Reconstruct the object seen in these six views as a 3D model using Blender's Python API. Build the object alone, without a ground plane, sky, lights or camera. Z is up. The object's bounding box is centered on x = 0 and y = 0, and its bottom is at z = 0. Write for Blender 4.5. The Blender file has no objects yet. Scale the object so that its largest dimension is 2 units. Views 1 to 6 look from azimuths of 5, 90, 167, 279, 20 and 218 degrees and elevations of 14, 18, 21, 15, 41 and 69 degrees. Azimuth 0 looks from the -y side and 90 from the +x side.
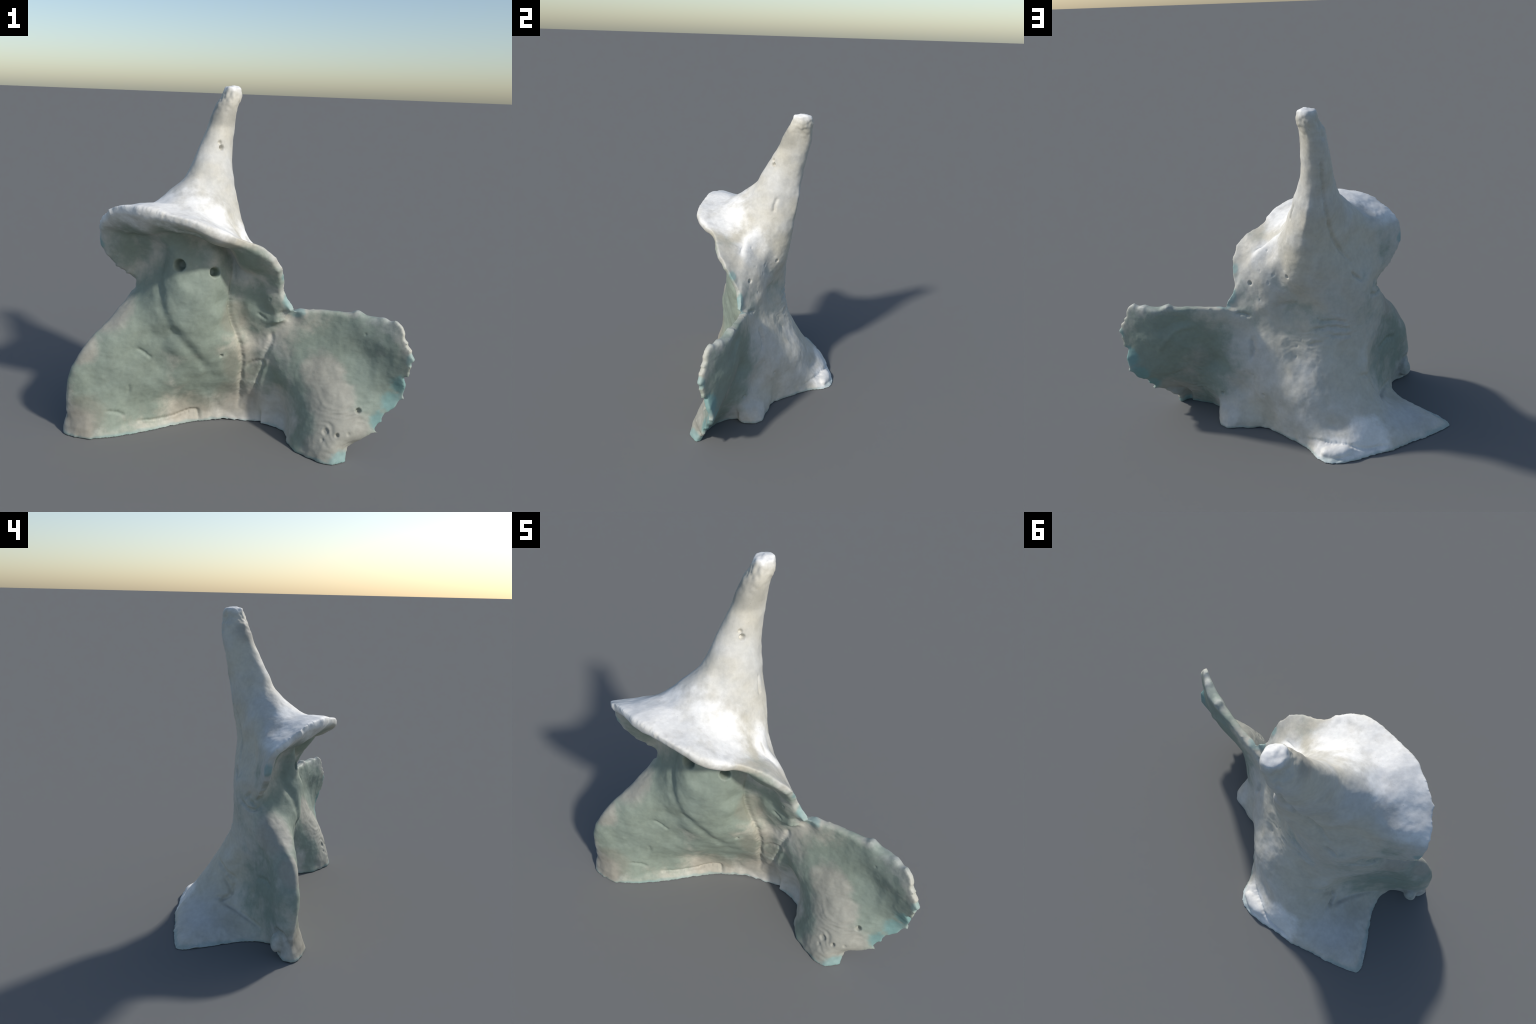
"""A weathered scanned bone that stands like a pointed hat on a cloaked body:
a horn, a flared brim, a face column, a left plate, a back foot and a right wing.
The trunk is a loft through ridge lines, brim and wing are sheets on ribs."""
import bpy, bmesh, math, random
import numpy as np
from mathutils import Vector, noise

random.seed(7)
VOXEL = 0.0062

# ------------------------------------------------------------------ splines
def catmull(points, count, closed=False, weights=None):
    """Centripetal-ish Catmull-Rom through the points, `count` samples."""
    P = np.asarray(points, float)
    n = len(P)
    if closed:
        ext = np.vstack([P[-1], P, P[0], P[1]])
        segs = n
    else:
        ext = np.vstack([2 * P[0] - P[1], P, 2 * P[-1] - P[-2]])
        segs = n - 1
    t = np.linspace(0, segs, count, endpoint=not closed)
    i = np.minimum(t.astype(int), segs - 1)
    f = (t - i)[:, None]
    a, b, c, d = ext[i], ext[i + 1], ext[i + 2], ext[i + 3]
    return 0.5 * ((2 * b) + (c - a) * f + (2 * a - 5 * b + 4 * c - d) * f ** 2
                  + (3 * b - a - 3 * c + d) * f ** 3)


def pchip(x, y, xq):
    """Monotone cubic interpolation, columns of y along knots x."""
    x = np.asarray(x, float); y = np.asarray(y, float)
    h = np.diff(x)
    dl = np.diff(y, axis=0) / h.reshape(-1, *[1] * (y.ndim - 1))
    m = np.zeros_like(y)
    m[0], m[-1] = dl[0], dl[-1]
    for k in range(1, len(x) - 1):
        w1, w2 = 2 * h[k] + h[k - 1], h[k] + 2 * h[k - 1]
        prod = dl[k - 1] * dl[k]
        with np.errstate(divide='ignore', invalid='ignore'):
            hm = (w1 + w2) / (w1 / dl[k - 1] + w2 / dl[k])
        m[k] = np.where(prod > 0, hm, 0)
    i = np.clip(np.searchsorted(x, xq, side='right') - 1, 0, len(x) - 2)
    sh = (-1,) + (1,) * (y.ndim - 1)
    t = ((xq - x[i]) / h[i]).reshape(sh); H = h[i].reshape(sh)
    return ((1 + 2 * t) * (1 - t) ** 2 * y[i] + t * (1 - t) ** 2 * H * m[i]
            + t * t * (3 - 2 * t) * y[i + 1] + t * t * (t - 1) * H * m[i + 1])


# ------------------------------------------------------------------ the trunk
# Every section walks the same nineteen ridge lines, seen from above:
# plate corner, plate front, plate inner, face left, face right, groove, wall,
# wing root front, wing root back, heel, waist, ankle, foot right, foot back,
# foot corner, foot edge, hollow, plate back, plate side.
SECTIONS = {
 0.00: [(-.96,-.365),(-.80,-.397),(-.595,-.317),(-.40,-.19),(-.213,-.084),(.04,-.037),(.18,-.05),(.28,-.12),(.40,-.16),(.39,-.03),
        (.14,.07),(-.025,.29),(-.13,.493),(-.5,.474),(-.895,.38),(-.945,.28),(-.79,-.02),(-.79,-.20),(-.96,-.30)],
 0.06: [(-.955,-.355),(-.80,-.39),(-.60,-.285),(-.40,-.155),(-.21,-.07),(.04,-.03),(.17,-.04),(.29,-.11),(.41,-.17),(.38,-.03),
        (.13,.075),(-.035,.27),(-.16,.41),(-.5,.455),(-.80,.33),(-.81,.22),(-.71,.0),(-.79,-.185),(-.955,-.295)],
 0.15: [(-.955,-.345),(-.80,-.365),(-.62,-.285),(-.41,-.16),(-.19,-.085),(.04,-.035),(.15,-.06),(.28,-.10),(.41,-.18),(.34,-.06),
        (.13,.075),(-.005,.245),(-.20,.365),(-.45,.39),(-.58,.23),(-.57,.13),(-.575,.03),(-.78,-.165),(-.945,-.28)],
 0.30: [(-.935,-.36),(-.78,-.345),(-.60,-.295),(-.39,-.225),(-.13,-.13),(.06,-.085),(.16,-.115),(.27,-.11),(.41,-.18),(.29,-.07),
        (.155,.09),(.0,.215),(-.18,.285),(-.4,.285),(-.50,.19),(-.51,.10),(-.55,.02),(-.77,-.165),(-.91,-.26)],
 0.50: [(-.865,-.345),(-.72,-.315),(-.52,-.276),(-.29,-.25),(-.10,-.195),(.07,-.10),(.16,-.11),(.27,-.12),(.38,-.165),(.26,-.07),
        (.12,.03),(-.02,.11),(-.17,.18),(-.35,.17),(-.46,.115),(-.51,.075),(-.57,.02),(-.71,-.135),(-.82,-.22)],
 0.70: [(-.71,-.19),(-.61,-.25),(-.48,-.275),(-.33,-.31),(-.11,-.245),(-.02,-.12),(.1,-.14),(.24,-.15),(.33,-.17),(.21,-.10),
        (.08,-.02),(-.055,.045),(-.18,.115),(-.35,.13),(-.45,.10),(-.51,.065),(-.57,.025),(-.64,-.04),(-.69,-.11)],
 0.85: [(-.61,-.09),(-.54,-.17),(-.46,-.24),(-.34,-.30),(-.14,-.27),(-.03,-.12),(.08,-.13),(.2,-.155),(.28,-.175),(.17,-.10),
        (.06,-.03),(-.08,.04),(-.19,.115),(-.35,.13),(-.44,.11),(-.50,.08),(-.54,.04),(-.58,.0),(-.61,-.04)],
 1.00: [(-.60,-.11),(-.52,-.13),(-.43,-.19),(-.34,-.27),(-.12,-.23),(-.04,-.10),(.06,-.13),(.15,-.17),(.2,-.18),(.13,-.10),
        (.04,.0),(-.05,.105),(-.17,.14),(-.33,.13),(-.42,.095),(-.47,.06),(-.51,.03),(-.55,.0),(-.58,-.03)],
 1.15: [(-.58,-.15),(-.51,-.195),(-.42,-.245),(-.32,-.255),(-.14,-.175),(-.05,-.13),(.02,-.13),(.06,-.17),(.08,-.15),(.05,-.08),
        (.01,.02),(-.04,.11),(-.1,.155),(-.22,.135),(-.32,.09),(-.38,.06),(-.42,.03),(-.46,.0),(-.51,-.05)],
 1.30: [(-.50,-.15),(-.48,-.24),(-.40,-.31),(-.28,-.31),(-.16,-.25),(-.09,-.20),(-.05,-.14),(-.04,-.08),(-.03,-.03),(-.03,.02),
        (-.035,.08),(-.05,.14),(-.09,.18),(-.17,.17),(-.24,.135),(-.30,.095),(-.35,.05),(-.40,.0),(-.46,-.07)],
 1.45: [(-.345,-.06),(-.325,-.10),(-.29,-.13),(-.24,-.14),(-.17,-.13),(-.125,-.10),(-.095,-.07),(-.08,-.03),(-.07,.01),(-.065,.06),
        (-.065,.11),(-.07,.16),(-.10,.205),(-.15,.20),(-.205,.175),(-.26,.13),(-.305,.085),(-.335,.04),(-.35,-.01)],
}
# the horn above: height, centre x, centre y, half width, half depth, lean of the back to the right
HORN = [(1.60, -.194, .084, .098, .14, .03), (1.75, -.165, .139, .081, .11, .014),
        (1.88, -.138, .18, .067, .092, .0), (1.95, -.108, .195, .057, .075, .0), (1.99, -.104, .195, .047, .060, .0)]


def grid_faces(rows, cols, start=0, wrap=False, flip=False):
    out = []
    for r in range(rows - 1):
        for c in range(cols if wrap else cols - 1):
            q = (start + r * cols + c, start + r * cols + (c + 1) % cols,
                 start + (r + 1) * cols + (c + 1) % cols, start + (r + 1) * cols + c)
            out.append(q[::-1] if flip else q)
    return out


def trunk():
    base = np.array(SECTIONS[1.30])
    rel = base - np.array([-.2, -.02])
    ang = np.arctan2(rel[:, 1] / .2, rel[:, 0] / .21)
    zs, secs = [], []
    for z, s in SECTIONS.items():
        zs.append(z); secs.append(s)
    for z, cx, cy, rx, ry, lean in HORN:
        zs.append(z)
        secs.append(np.c_[cx + rx * np.cos(ang) + lean * np.sin(ang), cy + ry * np.sin(ang)])
    secs = np.array(secs)
    zq = np.concatenate([np.linspace(0, 1.95, 150), np.linspace(1.96, 1.99, 4)])
    dense = pchip(zs, secs, zq)
    cols = 19 * 8
    verts = []
    for z, ring in zip(zq, dense):
        c = catmull(ring, cols, closed=True)
        if z < .07:                                        # the hem spreads a little on the ground
            t = np.roll(c, -1, 0) - np.roll(c, 1, 0)
            c = c + .008 * (1 - z / .07) * np.c_[t[:, 1], -t[:, 0]] / np.linalg.norm(t, axis=1)[:, None]
        verts += [(x, y, z) for x, y in c]
    faces = grid_faces(len(zq), cols, wrap=True)
    faces.append(tuple(range(cols - 1, -1, -1)))
    top = len(verts)
    verts.append((-.104, .19, 2.008))
    b = (len(zq) - 1) * cols
    faces += [(b + k, b + (k + 1) % cols, top) for k in range(cols)]
    return verts, faces


# ------------------------------------------------------------------ sheets
def rag_noise(k, seed):
    """Irregular torn rim: slow waves, small chips and rare sharp spikes."""
    slow = noise.noise(Vector((k * .13, seed, 0)))
    chip = noise.noise(Vector((k * .29 + 2 * slow, seed + 5, 0)))
    spike = max(0, noise.noise(Vector((k * .23, seed + 9, 0))) - .28)
    return .6 * slow + .6 * chip + 2.2 * spike


def sheet(ribs, thick, swell, along, across, rag, seed, side, axis, crest=0, draw=0):
    """A sheet through the ribs (each from the rim inwards), its visible surface
    on the ribs; `thick` runs from rim to root, `swell` scales it rib by rib."""
    # the last control point of every rib dives under the trunk's skin
    ribs = [r + [tuple(np.array(r[-1]) * .5 + np.array([axis[0], axis[1], r[-1][2] - axis[2]]) * .5)] for r in ribs]
    ribs = [[tuple(np.array(r[0]) * (1 - draw) + np.array(r[1]) * draw)] + r[1:] for r in ribs]
    R = np.array(ribs)                                   # n ribs, k points
    dense = np.array([catmull(r, across) for r in R])    # n x across
    G = np.array([catmull(dense[:, k], along) for k in range(across)])  # across x along
    G = G.transpose(1, 0, 2)
    # ragged rim: the outermost samples move in and out along the rib
    tip = G[:, 0] - G[:, 1]
    tip /= np.linalg.norm(tip, axis=1)[:, None] + 1e-9
    n = np.array([rag_noise(k, seed) for k in range(along)])
    w = np.linspace(1, 0, across) ** 6
    rag = np.interp(np.linspace(0, 1, along), np.linspace(0, 1, len(rag)), rag)
    G = G + (rag * n)[:, None, None] * tip[:, None, :] * w[None, :, None]
    if crest:                                            # the last rib is a free, torn edge as well
        up = G[-1] - G[-3]
        up /= np.linalg.norm(up, axis=1)[:, None] + 1e-9
        n = np.array([rag_noise(k * .9, seed + 31) for k in range(across)]) * np.linspace(1, 0, across) ** .7
        w = np.linspace(0, 1, along) ** 12
        G = G + crest * w[:, None, None] * n[None, :, None] * up[None, :, :]
    du = np.gradient(G, axis=0); dv = np.gradient(G, axis=1)
    N = np.cross(du, dv); N /= np.linalg.norm(N, axis=2)[..., None] + 1e-9
    N *= side
    t = np.interp(np.linspace(0, 1, across), np.linspace(0, 1, len(thick)), thick)
    sw = np.interp(np.linspace(0, 1, along), np.linspace(0, 1, len(swell)), swell)
    rimwards = np.linspace(0, 1, across)
    B = G - N * (t[None, :] * (1 + (sw[:, None] - 1) * np.minimum(1, rimwards * 3)[None, :]))[..., None]
    verts = [tuple(p) for p in G.reshape(-1, 3)] + [tuple(p) for p in B.reshape(-1, 3)]
    off = along * across
    faces = grid_faces(along, across) + grid_faces(along, across, off, flip=True)
    ring = ([(0, c) for c in range(across)] + [(r, across - 1) for r in range(1, along)]
            + [(along - 1, c) for c in range(across - 2, -1, -1)] + [(r, 0) for r in range(along - 2, 0, -1)])
    ids = [r * across + c for r, c in ring]
    faces += [(ids[(k + 1) % len(ids)], ids[k], ids[k] + off, ids[(k + 1) % len(ids)] + off) for k in range(len(ids))]
    return verts, faces


BRIM = [  # rim, middle, root on the horn or neck; from the left end round the front
 [(-.615,-.055,.80),(-.56,.01,.82),(-.48,.05,.85)], [(-.63,-.07,.87),(-.57,.0,.90),(-.48,.05,.93)],
 [(-.68,-.09,.915),(-.58,-.01,.95),(-.47,.05,.98)], [(-.735,-.112,.955),(-.60,-.03,1.0),(-.44,.05,1.05)],
 [(-.81,-.14,1.08),(-.62,-.065,1.12),(-.42,.03,1.15)], [(-.81,-.165,1.185),(-.64,-.08,1.20),(-.40,.01,1.25)],
 [(-.78,-.23,1.255),(-.62,-.11,1.265),(-.36,-.01,1.38)], [(-.72,-.31,1.315),(-.55,-.165,1.31),(-.33,-.02,1.45)],
 [(-.66,-.35,1.348),(-.50,-.22,1.345),(-.30,-.03,1.50)], [(-.51,-.435,1.362),(-.40,-.27,1.365),(-.25,-.06,1.53)],
 [(-.36,-.483,1.345),(-.30,-.30,1.348),(-.22,-.06,1.54)], [(-.231,-.51,1.325),(-.20,-.29,1.325),(-.18,-.03,1.53)],
 [(-.073,-.474,1.266),(-.10,-.26,1.26),(-.14,-.02,1.46)], [(.055,-.375,1.203),(-.01,-.22,1.21),(-.10,-.02,1.38)],
 [(.185,-.337,1.145),(.06,-.18,1.12),(-.07,.02,1.27)], [(.262,-.272,1.03),(.13,-.13,1.04),(-.01,.04,1.13)],
 [(.274,-.20,.90),(.17,-.11,.92),(.03,.01,.95)], [(.294,-.178,.84),(.18,-.11,.84),(.06,-.02,.85)],
 [(.335,-.175,.775),(.22,-.11,.76),(.075,-.02,.76)], [(.30,-.165,.69),(.21,-.125,.67),(.06,-.05,.66)]]
BRIM_SWELL = [.4, .4, .5, .6, .7, .8, 1, 1.15, 1.2, 1.2, 1.05, .85, .7, .65, .65, .62, .6, .55, .5, .4]
BRIM_RAG = [.02, .035, .038, .03, .012, .009, .012, .014, .014, .014, .013, .013, .012, .010, .007, .007, .007, .006, .004, .001]

WING = [  # front surface, from the rim to the root, from the ground up
 [(.655,-.43,.0),(.557,-.48,.0),(.40,-.39,.0),(.32,-.27,.0),(.29,-.14,.0)],
 [(.672,-.39,.08),(.575,-.46,.10),(.44,-.39,.10),(.34,-.26,.10),(.29,-.10,.10)],
 [(.785,-.39,.145),(.62,-.425,.19),(.475,-.38,.20),(.37,-.26,.20),(.27,-.12,.20)],
 [(.848,-.352,.243),(.65,-.37,.30),(.50,-.335,.32),(.37,-.24,.30),(.26,-.135,.30)],
 [(.94,-.322,.352),(.67,-.305,.42),(.50,-.27,.45),(.37,-.23,.43),(.26,-.145,.40)],
 [(.945,-.36,.492),(.72,-.268,.55),(.50,-.23,.56),(.37,-.19,.53),(.26,-.14,.50)],
 [(.967,-.385,.604),(.75,-.29,.65),(.52,-.215,.66),(.36,-.175,.63),(.25,-.14,.60)],
 [(.928,-.37,.688),(.75,-.285,.73),(.54,-.215,.73),(.36,-.17,.71),(.20,-.13,.70)],
 [(.905,-.355,.775),(.73,-.265,.80),(.54,-.215,.795),(.36,-.18,.772),(.20,-.13,.75)]]
WING_SWELL = [1.3, 1.5, 1.8, 1.8, 1.3, 1, .9, .9, .9]
WING_RAG = [.004, .026, .032, .028, .022, .024, .026, .022, .012]


def make_mesh(name, parts):
    V, F = [], []
    for v, f in parts:
        o = len(V); V += v; F += [tuple(i + o for i in q) for q in f]
    me = bpy.data.meshes.new(name)
    me.from_pydata(V, [], F); me.validate(); me.update()
    return me


def evaluated(me, setup):
    ob = bpy.data.objects.new("work", me)
    bpy.context.scene.collection.objects.link(ob)
    setup(ob)
    dg = bpy.context.evaluated_depsgraph_get()
    out = bpy.data.meshes.new_from_object(ob.evaluated_get(dg))
    bpy.data.objects.remove(ob)
    return out


def outward(me):
    bm = bmesh.new(); bm.from_mesh(me)
    bmesh.ops.recalc_face_normals(bm, faces=bm.faces)
    bm.to_mesh(me); bm.free()
    return me


def knob(centre, radii):
    me = bmesh.new()
    bmesh.ops.create_icosphere(me, subdivisions=4, radius=1)
    v = [tuple(c + r * a for c, r, a in zip(centre, radii, p.co)) for p in me.verts]
    f = [tuple(q.index for q in p.verts) for p in me.faces]
    me.free()
    return v, f


solids = [make_mesh("solid", [p]) for p in (
    trunk(),
    knob((-.912, -.245, .085), (.042, .036, .062)),           # lump at the plate's corner
    knob((-.20, .435, .028), (.11, .05, .035)),                # rolled toe
    sheet(BRIM, [.04, .11, .15, .12, .03], BRIM_SWELL, 300, 44, BRIM_RAG, 1.5, 1, (-.17, .07, .16), draw=.05),
    sheet(WING, [.03, .070, .063, .055, .045, .03], WING_SWELL, 150, 80, WING_RAG, 8.5, 1, (.0, 0, 0), .026))]
bm = bmesh.new()
for m in solids:
    outward(m); bm.from_mesh(m)
joined = bpy.data.meshes.new("joined"); bm.to_mesh(joined); bm.free()


def shape(ob):
    r = ob.modifiers.new("remesh", 'REMESH'); r.mode = 'VOXEL'; r.voxel_size = VOXEL


whole = evaluated(joined, shape)
co = np.empty(len(whole.vertices) * 3); whole.vertices.foreach_get("co", co)
co = co.reshape(-1, 3)


# ------------------------------------------------------------------ melt the joints, keep the rims
edges = np.empty(len(whole.edges) * 2, dtype=np.int64); whole.edges.foreach_get("vertices", edges)
ea, eb = edges.reshape(-1, 2).T
degree = np.bincount(ea, minlength=len(co)) + np.bincount(eb, minlength=len(co))


def relax(P, weight, rounds):
    for _ in range(rounds):
        avg = np.stack([np.bincount(ea, P[eb, k], len(P)) + np.bincount(eb, P[ea, k], len(P)) for k in range(3)], 1) / degree[:, None]
        P = P + weight[:, None] * (avg - P)
    return P


def nearest(P, Q):
    """Distance from every P to the nearest of a few hundred points Q."""
    d = np.full(len(P), 9.)
    for q in Q:
        d = np.minimum(d, ((P - q) ** 2).sum(1))
    return np.sqrt(d)


rims = np.vstack([catmull([r[0] for r in BRIM[:-1]], 120), catmull([r[0] for r in WING], 90)])
rim_distance = nearest(co, rims)
free = np.clip((rim_distance - .02) / .06, 0, 1) * np.clip((co[:, 2] - .03) / .05, 0.1, 1) * np.clip((1.97 - co[:, 2]) / .1, .1, 1)
free *= np.clip((co[:, 2] - .02) / .14, .12, 1)
co = relax(co, .5 * free, 34)


def normals(P):
    whole.vertices.foreach_set("co", P.ravel()); whole.update()
    n = np.empty(len(P) * 3); whole.vertex_normals.foreach_get("vector", n)
    return n.reshape(-1, 3)


# broad sculpting strokes: x, y, z, radius, height along the surface's normal
STROKES = [
 # front: cheek of the wing root, wall right of the face, under the brim
 (.28, -.16, .39, .09, .03), (.007, -.108, .916, .08, .04), (.053, -.156, 1.044, .07, .03),
 (-.45, -.207, 1.10, .06, -.025), (-.475, -.271, 1.254, .09, .03), (.283, -.199, .729, .05, -.035),
 # front: plate and face
 (-.711, -.317, .48, .09, .018), (-.62, -.274, .64, .07, .015), (-.46, -.185, .125, .07, .02),
 (-.39, -.265, .43, .07, -.014), (-.382, -.287, .606, .06, -.015), (-.304, -.293, .90, .05, .015),
 (-.085, -.213, .80, .05, -.02), (-.078, -.21, .65, .05, -.018), (-.91, -.30, .37, .08, .02),
 (-.69, -.298, .594, .07, .015), (-.33, -.256, .549, .06, .016), (-.197, -.23, .517, .06, .016),
 (.204, -.116, .507, .06, .02), (.34, -.18, .55, .08, .017), (.25, -.084, .061, .05, -.022), (-.29, -.235, 1.03, .05, .012),
 # right and back: heel hollow, waist, toe, hem
 (.30, -.02, .242, .08, -.045), (.11, .015, .536, .07, .015), (-.088, .253, .31, .08, .013),
 (.06, .15, .10, .06, .012), (-.02, .02, .765, .06, -.02), (-.14, .10, .79, .06, -.02),
 (.41, -.15, .39, .05, -.02), (.138, .105, .321, .06, -.015), (.369, -.081, .135, .05, -.018), (.05, .0, .96, .06, -.02),
 (-.19, .362, .149, .06, -.02), (-.32, .437, .08, .07, .017),
 # left: foot flange, hollow, plate back
 (-.71, .27, .097, .09, -.017), (-.61, -.045, .395, .09, -.02), (-.465, .24, .30, .08, -.022),
 (-.565, .04, .16, .07, .022), (-.502, .056, .932, .05, .02),
 # brim top and horn foot
 (.115, -.23, 1.11, .06, .022), (-.15, -.395, 1.285, .10, .02), (-.408, -.376, 1.35, .10, .02),
 (-.37, .01, 1.374, .08, .022), (-.41, -.01, 1.31, .05, .02), (-.556, -.083, 1.288, .06, -.018),
 (-.18, -.13, 1.457, .08, -.006), (-.11, -.10, 1.42, .06, -.015), (-.03, -.125, 1.27, .07, -.022), (-.30, -.20, 1.43, .07, -.006),
 (-.43, -.22, 1.385, .06, -.018), (-.073, -.09, 1.388, .05, -.015), (-.063, .152, 1.404, .06, -.02), (.086, -.096, 1.11, .06, -.02),
 (-.245, .125, 1.43, .06, .02), (-.36, .05, 1.26, .05, .017), (-.52, -.015, 1.12, .06, -.02),
 (-.14, -.20, 1.09, .05, .028), (-.19, -.43, 1.20, .06, -.022), (-.065, .16, 1.30, .06, -.012), (-.08, .20, 1.50, .06, -.012), (-.35, -.44, 1.24, .06, -.012),
 ]
nor = normals(co)
push = np.zeros(len(co))
for x, y, z, r, h in STROKES:
    push += h * np.exp(-((co - (x, y, z)) ** 2).sum(1) / (r * r) * .75)
co = co + nor * push[:, None]
co = relax(co, .5 * free, 10)
co = relax(co, np.full(len(co), .4), 3)

# ------------------------------------------------------------------ fine relief
# Creases: points along the line, half width, depth (negative depth raises a ridge).
CREASES = {
 "groove down the back of the horn": ([(-.179,.245,1.765),(-.18,.231,1.649),(-.211,.168,1.434),(-.252,.127,1.301),(-.30,.094,1.195),(-.395,.084,1.071)], .012, .013),
 "hollow beside that groove": ([(-.22,.20,1.60),(-.26,.13,1.42),(-.31,.09,1.28),(-.38,.07,1.15)], .04, .004),
 "nick under the groove": ([(-.39,.107,1.013),(-.456,.089,.946)], .010, .012),
 "crease left of the face": ([(-.433,-.188,1.098),(-.445,-.20,.945),(-.428,-.269,.828),(-.385,-.29,.718),(-.325,-.283,.605),(-.241,-.241,.507),(-.144,-.149,.336)], .032, .016),
 "groove right of the face": ([(-.039,-.108,1.018),(-.045,-.151,.864),(-.038,-.14,.702),(.012,-.131,.556),(.032,-.109,.433),(.026,-.09,.306),(.011,-.034,.087)], .014, .013),
 "face edge under the brim": ([(-.40,-.23,1.13),(-.30,-.25,1.14),(-.18,-.20,1.13),(-.07,-.14,1.10)], .022, .006),
 "rim of the long lump": ([(.046,-.095,.361),(.099,-.095,.412),(.156,-.111,.418),(.132,-.106,.338),(.097,-.031,.093)], .012, .010),
 "the long lump": ([(.093,-.093,.372),(.068,-.063,.228),(.052,-.033,.126)], .024, -.010),
 "fold on the wall": ([(.20,-.134,.619),(.198,-.119,.548),(.148,-.109,.416)], .016, .009),
 "nick on the wall": ([(.115,-.141,.732),(.168,-.157,.703)], .009, .006),
 "second nick on the wall": ([(.234,-.188,.744),(.276,-.187,.761)], .009, .005),
 "scratch on the plate": ([(-.554,-.282,.524),(-.517,-.276,.50),(-.478,-.269,.463)], .008, .006),
 "line low on the plate": ([(-.723,-.339,.147),(-.672,-.315,.133),(-.624,-.293,.104)], .009, .006),
 "mark on the plate": ([(-.602,-.295,.298),(-.602,-.289,.246)], .009, .004),
 "hem line": ([(-.562,-.262,.059),(-.465,-.204,.046),(-.366,-.14,.048),(-.25,-.084,.073),(-.229,-.086,.014)], .010, .010),
 "crescent at the brim end": ([(-.529,.054,.832),(-.591,-.001,.803),(-.628,-.055,.806),(-.619,-.083,.83)], .010, .012),
 "nick at the brim end": ([(-.56,.018,.859),(-.593,-.022,.903)], .010, .010),
 "pinch at the brim end": ([(-.60,-.024,.851),(-.621,-.058,.829)], .010, .008),
 "valley above the foot": ([(-.411,.216,.374),(-.499,.151,.327),(-.517,.075,.287)], .014, .012),
 "crack above the foot": ([(-.521,.085,.254),(-.545,.108,.194),(-.578,.165,.153)], .010, .014),
 "edge of the foot's top": ([(-.58,.14,.146),(-.616,.045,.118),(-.693,-.063,.092),(-.745,-.126,.076)], .014, .012),
 "fold in the hollow": ([(-.645,-.08,.37),(-.736,-.147,.392),(-.788,-.184,.379)], .016, .008),
 "ridge over the hollow": ([(-.668,-.092,.355),(-.613,-.036,.265)], .022, -.010),
 "outline of the corner knob": ([(-.86,-.23,.06),(-.885,-.24,.15),(-.945,-.29,.165),(-.955,-.335,.10)], .012, .012),
 "line over the toe": ([(-.032,.275,.039),(-.127,.376,.066),(-.258,.444,.055),(-.37,.477,.037),(-.516,.467,.03)], .010, .010),
 "lip of the toe": ([(-.10,.42,.03),(-.20,.46,.035),(-.33,.47,.02)], .028, -.007),
 "crease over the ankle": ([(-.488,.177,.317),(-.56,.10,.20),(-.567,.213,.167)], .012, .010),
 "ridge on the wing's back": ([(.543,-.159,.671),(.636,-.192,.644),(.709,-.215,.575),(.761,-.241,.491)], .020, -.012),
 "furrow over that ridge": ([(.56,-.17,.70),(.66,-.20,.69),(.75,-.235,.62)], .026, .008),
 "slit over the heel": ([(.195,-.052,.585),(.193,-.028,.529),(.21,-.023,.465)], .015, .014),
 "hollow over the heel": ([(.179,.037,.388),(.234,-.014,.333)], .045, .016),
 "crease right on the horn": ([(-.064,.047,1.44),(-.055,.031,1.395),(-.045,.024,1.351)], .010, .008),
 "dark fold in the waist": ([(.036,-.008,.801),(-.069,.034,.822)], .018, .010),
 "slit at the wing's root": ([(.279,-.109,.749),(.20,-.084,.727)], .012, .012),
 "fold in the back": ([(-.183,.115,.719),(-.272,.129,.724),(-.349,.13,.701)], .010, .010),
 "second fold in the back": ([(-.139,.102,.67),(-.256,.129,.682),(-.382,.128,.653)], .010, .010),
 "third fold in the back": ([(-.238,.135,.637),(-.33,.14,.617),(-.38,.134,.614)], .010, .009),
 "fourth fold in the back": ([(-.117,.123,.583),(-.205,.141,.604)], .010, .006),
 "groove in the left hollow": ([(-.558,.031,.491),(-.52,.068,.392),(-.472,.176,.355)], .022, .010),
 "notch at the horn's tip": ([(-.16,.235,1.96),(-.171,.247,1.902),(-.182,.251,1.837)], .012, .010),
}
# Holes: centre, radius, depth.
HOLES = [(-.317,-.274,1.023,.034,.075), (-.122,-.237,.986,.028,.07),          # the two foramina under the brim
         (-.144,.018,1.650,.016,.03), (-.150,.012,1.680,.012,.014),            # on the horn
         (.712,-.379,.285,.015,.025), (.600,-.431,.156,.012,.018), (.535,-.413,.164,.020,.008),
         (-.085,-.174,.471,.012,.012), (-.055,.03,1.02,.012,.01), (.19,-.11,.93,.014,.016), (.42,-.10,.18,.014,.012)]

from mathutils.kdtree import KDTree


def tree_of(P):
    t = KDTree(len(P))
    for k, p in enumerate(P):
        t.insert(p, k)
    t.balance()
    return t


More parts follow.
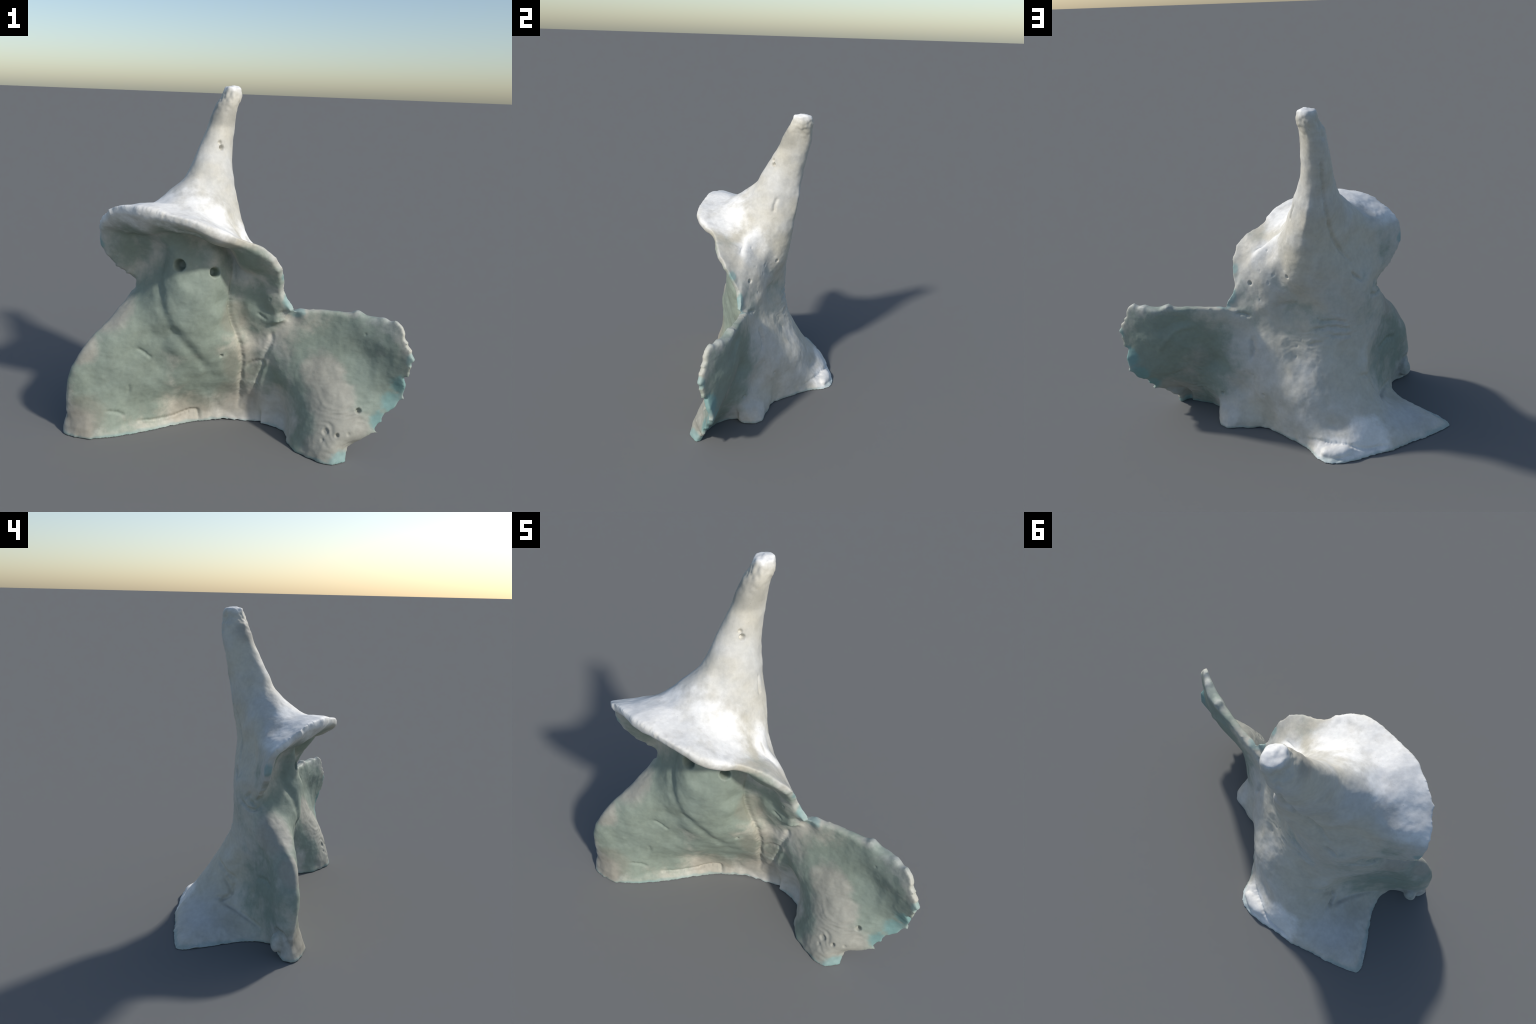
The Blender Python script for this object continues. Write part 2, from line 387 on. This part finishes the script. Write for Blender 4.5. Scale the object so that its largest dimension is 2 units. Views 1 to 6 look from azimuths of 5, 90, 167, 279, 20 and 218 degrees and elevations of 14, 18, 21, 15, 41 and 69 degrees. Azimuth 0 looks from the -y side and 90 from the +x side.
tree = tree_of(co)
nor = normals(co)
relief = np.zeros(len(co))
shift = np.zeros_like(co)
for line, half, depth in CREASES.values():
    samples = catmull(line, 14 * len(line)) if len(line) > 2 else np.linspace(line[0], line[1], 12)
    near = {}
    for k, p in enumerate(samples):
        q, _, _ = tree.find(p)                       # drop the line on to the surface
        u = k / (len(samples) - 1)
        fade = min(1, 6 * u + .25, 6 * (1 - u) + .25) * (.85 + .3 * noise.noise(q * 20))
        for _, i, d in tree.find_range(q, 2.6 * half):
            near[i] = max(near.get(i, 0), fade * math.exp(-(d / half) ** 2))
    for i, g in near.items():
        relief[i] -= (1.5 if half < .018 else .8) * depth * g


def pit(x, y, z, r, depth):
    q, j, _ = tree.find((x, y, z))
    n = nor[j]
    for _, i, d in tree.find_range(q, r * 1.15):
        if nor[i] @ n > -.2:
            f = min(1, max(0, (1.1 - d / r) * 1.9))
            shift[i] -= n * depth * f * f * (3 - 2 * f)


for h in HOLES:
    pit(*h)

# scattered pits: a cluster on the outer neck, others on wing and body
FIELDS = [((.10, -.08, .97), .15, 9), ((.60, -.38, .22), .20, 5), ((.60, -.22, .55), .22, 4),
          ((.25, -.02, .35), .20, 6), ((-.10, .16, .55), .20, 5)]
for centre, spread, count in FIELDS:
    for _ in range(count):
        p = [c + random.gauss(0, spread * .55) for c in centre]
        r = random.uniform(.007, .012)
        pit(*p, r, r * random.uniform(.25, .6))

# hand-sized lumps, small dents, grain; ripples on the wing, wrinkles across the waist
for i, p in enumerate(co):
    v = Vector(p)
    n = .0065 * noise.noise(v * 6.5) + .0036 * noise.noise(v * 17 + Vector((3, 1, 7))) \
        + .0010 * noise.noise(v * 45)
    x, y, z = p
    wing = math.exp(-((x - .60) / .15) ** 2 - ((z - .25) / .19) ** 2) if y < -.2 else 0
    if wing > .03:
        n += wing * .0045 * noise.noise(Vector((x * 15, y * 15, z * 46 + 5 * noise.noise(v * 7))))
    waist = math.exp(-((x + .22) / .2) ** 2 - ((z - .66) / .11) ** 2) if y > 0 else 0
    if waist > .03:
        n += waist * .0055 * noise.noise(Vector((x * 9, y * 9, z * 75 + 4 * noise.noise(v * 8))))
    if z > 1.82:                                           # knapped tip
        n += min(1, (z - 1.82) / .1) * (.006 * noise.noise(v * 19) + .004 * noise.noise(v * 48))
    if z < .09:                                            # lumpy hem
        n += (1 - z / .09) * (.010 * noise.noise(v * 9) + .006 * noise.noise(v * 26))
    relief[i] += n
co = co + nor * relief[:, None] + shift
co = relax(co, np.full(len(co), .18), 1)
co[:, 2] = np.clip(co[:, 2], 0, 2.0)
whole.vertices.foreach_set("co", co.ravel()); whole.update()
nor = normals(co)


# ------------------------------------------------------------------ material
def bone_material():
    mat = bpy.data.materials.new("bone")
    mat.use_nodes = True
    nt = mat.node_tree
    N, L = nt.nodes, nt.links
    bsdf = N["Principled BSDF"]
    coord = N.new("ShaderNodeTexCoord").outputs["Object"]

    def tex(scale, detail=3, rough=.55, stretch=None):
        t = N.new("ShaderNodeTexNoise")
        t.inputs["Scale"].default_value = scale
        t.inputs["Detail"].default_value = detail
        t.inputs["Roughness"].default_value = rough
        if stretch:
            m = N.new("ShaderNodeMapping"); m.inputs["Scale"].default_value = stretch
            L.new(coord, m.inputs[0]); L.new(m.outputs[0], t.inputs["Vector"])
        else:
            L.new(coord, t.inputs["Vector"])
        return t.outputs["Fac"]

    def ramp(fac, lo, hi, a=0.0, b=1.0):
        r = N.new("ShaderNodeMapRange"); r.interpolation_type = 'SMOOTHSTEP'
        for k, v in zip(("From Min", "From Max", "To Min", "To Max"), (lo, hi, a, b)):
            r.inputs[k].default_value = v
        L.new(fac, r.inputs["Value"])
        return r.outputs[0]

    def math_node(op, a, b):
        m = N.new("ShaderNodeMath"); m.operation = op
        for k, v in enumerate((a, b)):
            if isinstance(v, (int, float)):
                m.inputs[k].default_value = v
            else:
                L.new(v, m.inputs[k])
        return m.outputs[0]

    def mix(fac, a, b, blend='MIX'):
        m = N.new("ShaderNodeMix"); m.data_type = 'RGBA'; m.blend_type = blend
        if isinstance(fac, (int, float)):
            m.inputs["Factor"].default_value = fac
        else:
            L.new(fac, m.inputs["Factor"])
        for sock, v in ((m.inputs[6], a), (m.inputs[7], b)):
            if isinstance(v, tuple):
                sock.default_value = (*v, 1)
            else:
                L.new(v, sock)
        return m.outputs[2]

    def patch(places, wobble):
        """Soft patch: the union of blots (x, y, z, radius), edges broken by noise."""
        best = None
        for x, y, z, r in places:
            d = N.new("ShaderNodeVectorMath"); d.operation = 'DISTANCE'
            L.new(coord, d.inputs[0]); d.inputs[1].default_value = (x, y, z)
            g = math_node('DIVIDE', d.outputs["Value"], r)
            g = math_node('SUBTRACT', 1.0, g)
            best = g if best is None else math_node('MAXIMUM', best, g)
        best = math_node('ADD', best, math_node('MULTIPLY', math_node('SUBTRACT', wobble, .5), .9))
        return ramp(best, 0.0, .45)

    broad, mid, fine = tex(2.3, 4), tex(9, 5, .6), tex(38, 4, .65)
    col = mix(ramp(broad, .35, .65), CREAM, OFF_WHITE)
    # cloak inside and wing tinted grey-green and darkened: shade painted into the colour
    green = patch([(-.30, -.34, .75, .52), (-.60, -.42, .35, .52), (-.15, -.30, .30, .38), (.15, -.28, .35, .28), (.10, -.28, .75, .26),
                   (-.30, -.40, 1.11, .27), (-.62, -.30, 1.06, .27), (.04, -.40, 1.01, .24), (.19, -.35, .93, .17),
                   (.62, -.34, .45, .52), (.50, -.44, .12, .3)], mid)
    col = mix(math_node('MULTIPLY', green, .88), col, BAKED_SHADE_GREEN)
    # ash-coloured ridge of the wing and rim of the plate
    ash = patch([(.50, -.30, .45, .16), (.56, -.36, .33, .18), (.62, -.41, .18, .20), (.50, -.46, .05, .14), (-.72, -.2, .70, .16), (-.86, -.33, .52, .12), (-.90, -.40, .06, .15), (-.15, .10, 1.83, .11)], mid)
    col = mix(math_node('MULTIPLY', ash, .85), col, ASH)
    # paler, whiter top of the brim and toe
    white = patch([(-.26, -.42, 1.48, .28), (-.52, -.34, 1.47, .28), (-.70, -.20, 1.36, .20), (-.04, -.32, 1.38, .25), (.13, -.10, 1.22, .18),
                   (-.15, .50, .05, .18), (-.38, .48, .09, .18), (-.11, .2, 2.0, .08)], mid)
    col = mix(math_node('MULTIPLY', white, .8), col, PALE_WHITE)
    # brown stain in the groove beside the face and along the hem
    stain = patch([(.02, -.09, .40, .16), (.0, -.06, .16, .18), (-.03, -.12, .70, .12), (-.28, -.10, .06, .18), (-.85, -.36, .12, .16)], mid)
    col = mix(math_node('MULTIPLY', stain, .4), col, STAIN)
    # teal traces on thin torn edges and along the ground
    ragged = math_node('ADD', math_node('MULTIPLY', fine, .6), math_node('MULTIPLY', mid, .4))
    teal = patch([(.31, -.178, .83, .07), (.34, -.178, .77, .06), (.95, -.31, .44, .09), (.90, -.30, .32, .09), (.82, -.34, .22, .07),
                  (.985, -.38, .60, .06), (.62, -.45, .0, .09), (-.80, -.15, 1.10, .05), (.27, -.22, 1.0, .05)], ragged)
    height = N.new('ShaderNodeSeparateXYZ'); L.new(coord, height.inputs[0])
    lip = ramp(math_node('ADD', height.outputs[2], math_node('MULTIPLY', math_node('SUBTRACT', mid, .5), .05)), .004, .022, .75, 0.0)
    teal = math_node('MAXIMUM', teal, lip)
    col = mix(math_node('MULTIPLY', teal, .5), col, TEAL)
    # mottling and small specks
    tone = math_node('ADD', ramp(mid, .25, .75, .90, 1.06), ramp(fine, .3, .7, -.05, .05))
    col = mix(1.0, col, tone, 'MULTIPLY')
    speck = ramp(tex(95, 2, .5), .70, .80)
    col = mix(math_node('MULTIPLY', speck, .35), col, STAIN)
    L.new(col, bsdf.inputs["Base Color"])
    L.new(ramp(mid, .2, .8, .50, .68), bsdf.inputs["Roughness"])
    bsdf.inputs["Specular IOR Level"].default_value = .35
    bump = N.new("ShaderNodeBump"); bump.inputs["Strength"].default_value = .22; bump.inputs["Distance"].default_value = .004
    L.new(math_node('ADD', tex(55, 5, .65), math_node('MULTIPLY', tex(24, 4, .6, (1, 1, 3)), .8)), bump.inputs["Height"])
    L.new(bump.outputs[0], bsdf.inputs["Normal"])
    return mat


CREAM, OFF_WHITE, PALE_WHITE = (.58, .545, .45), (.57, .565, .53), (.84, .835, .81)
BAKED_SHADE_GREEN, STAIN, TEAL = (.215, .27, .22), (.24, .205, .155), (.13, .33, .34)
ASH = (.37, .355, .305)
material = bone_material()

# ------------------------------------------------------------------ parts: regions of the one skin
faces = np.array([tuple(p.vertices) for p in whole.polygons])
mid = co[faces].mean(1)
brim_near = nearest(mid, catmull([r[0] for r in BRIM[:-1]], 90))
x, y, z = mid.T
region = np.full(len(mid), 0)                                            # column
region[(x < -.44) & (z < .83) & (y < .02 - .25 * (x + .44) * 0)] = 1      # side plate
region[(z < .36) & (y > .10 + .25 * np.clip(x + .5, 0, 1)) & (x < .02)] = 2   # foot
region[(z < .80) & (x > .25)] = 3                                        # wing
region[(x > .2) & (z < .26) & (y > -.16)] = 4                            # heel
region[(brim_near < .2) & (z > .80) & ~((y > -.32) & (y < -.15) & (x > -.43) & (x < .03) & (z < 1.16))] = 5   # brim
region[(z > 1.38)] = 6                                                   # horn
NAMES = ["column", "side_plate", "foot", "wing", "heel", "brim", "horn"]

root = bpy.data.objects.new("bone", None)
root.empty_display_size = .2
bpy.context.scene.collection.objects.link(root)
root["label"] = "weathered pale bone shaped like a pointed hat and cloak"
root["category"] = "bone"
for k, name in enumerate(NAMES):
    f = faces[region == k]
    ids, inv = np.unique(f, return_inverse=True)
    me = bpy.data.meshes.new(name)
    me.from_pydata([tuple(p) for p in co[ids]], [], inv.reshape(-1, 4).tolist())
    me.update(); me.shade_smooth()
    me.normals_split_custom_set_from_vertices([tuple(n) for n in nor[ids]])
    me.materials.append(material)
    ob = bpy.data.objects.new(name, me)
    bpy.context.scene.collection.objects.link(ob)
    ob.parent = root
print("VERTS", len(co), co.min(0), co.max(0))
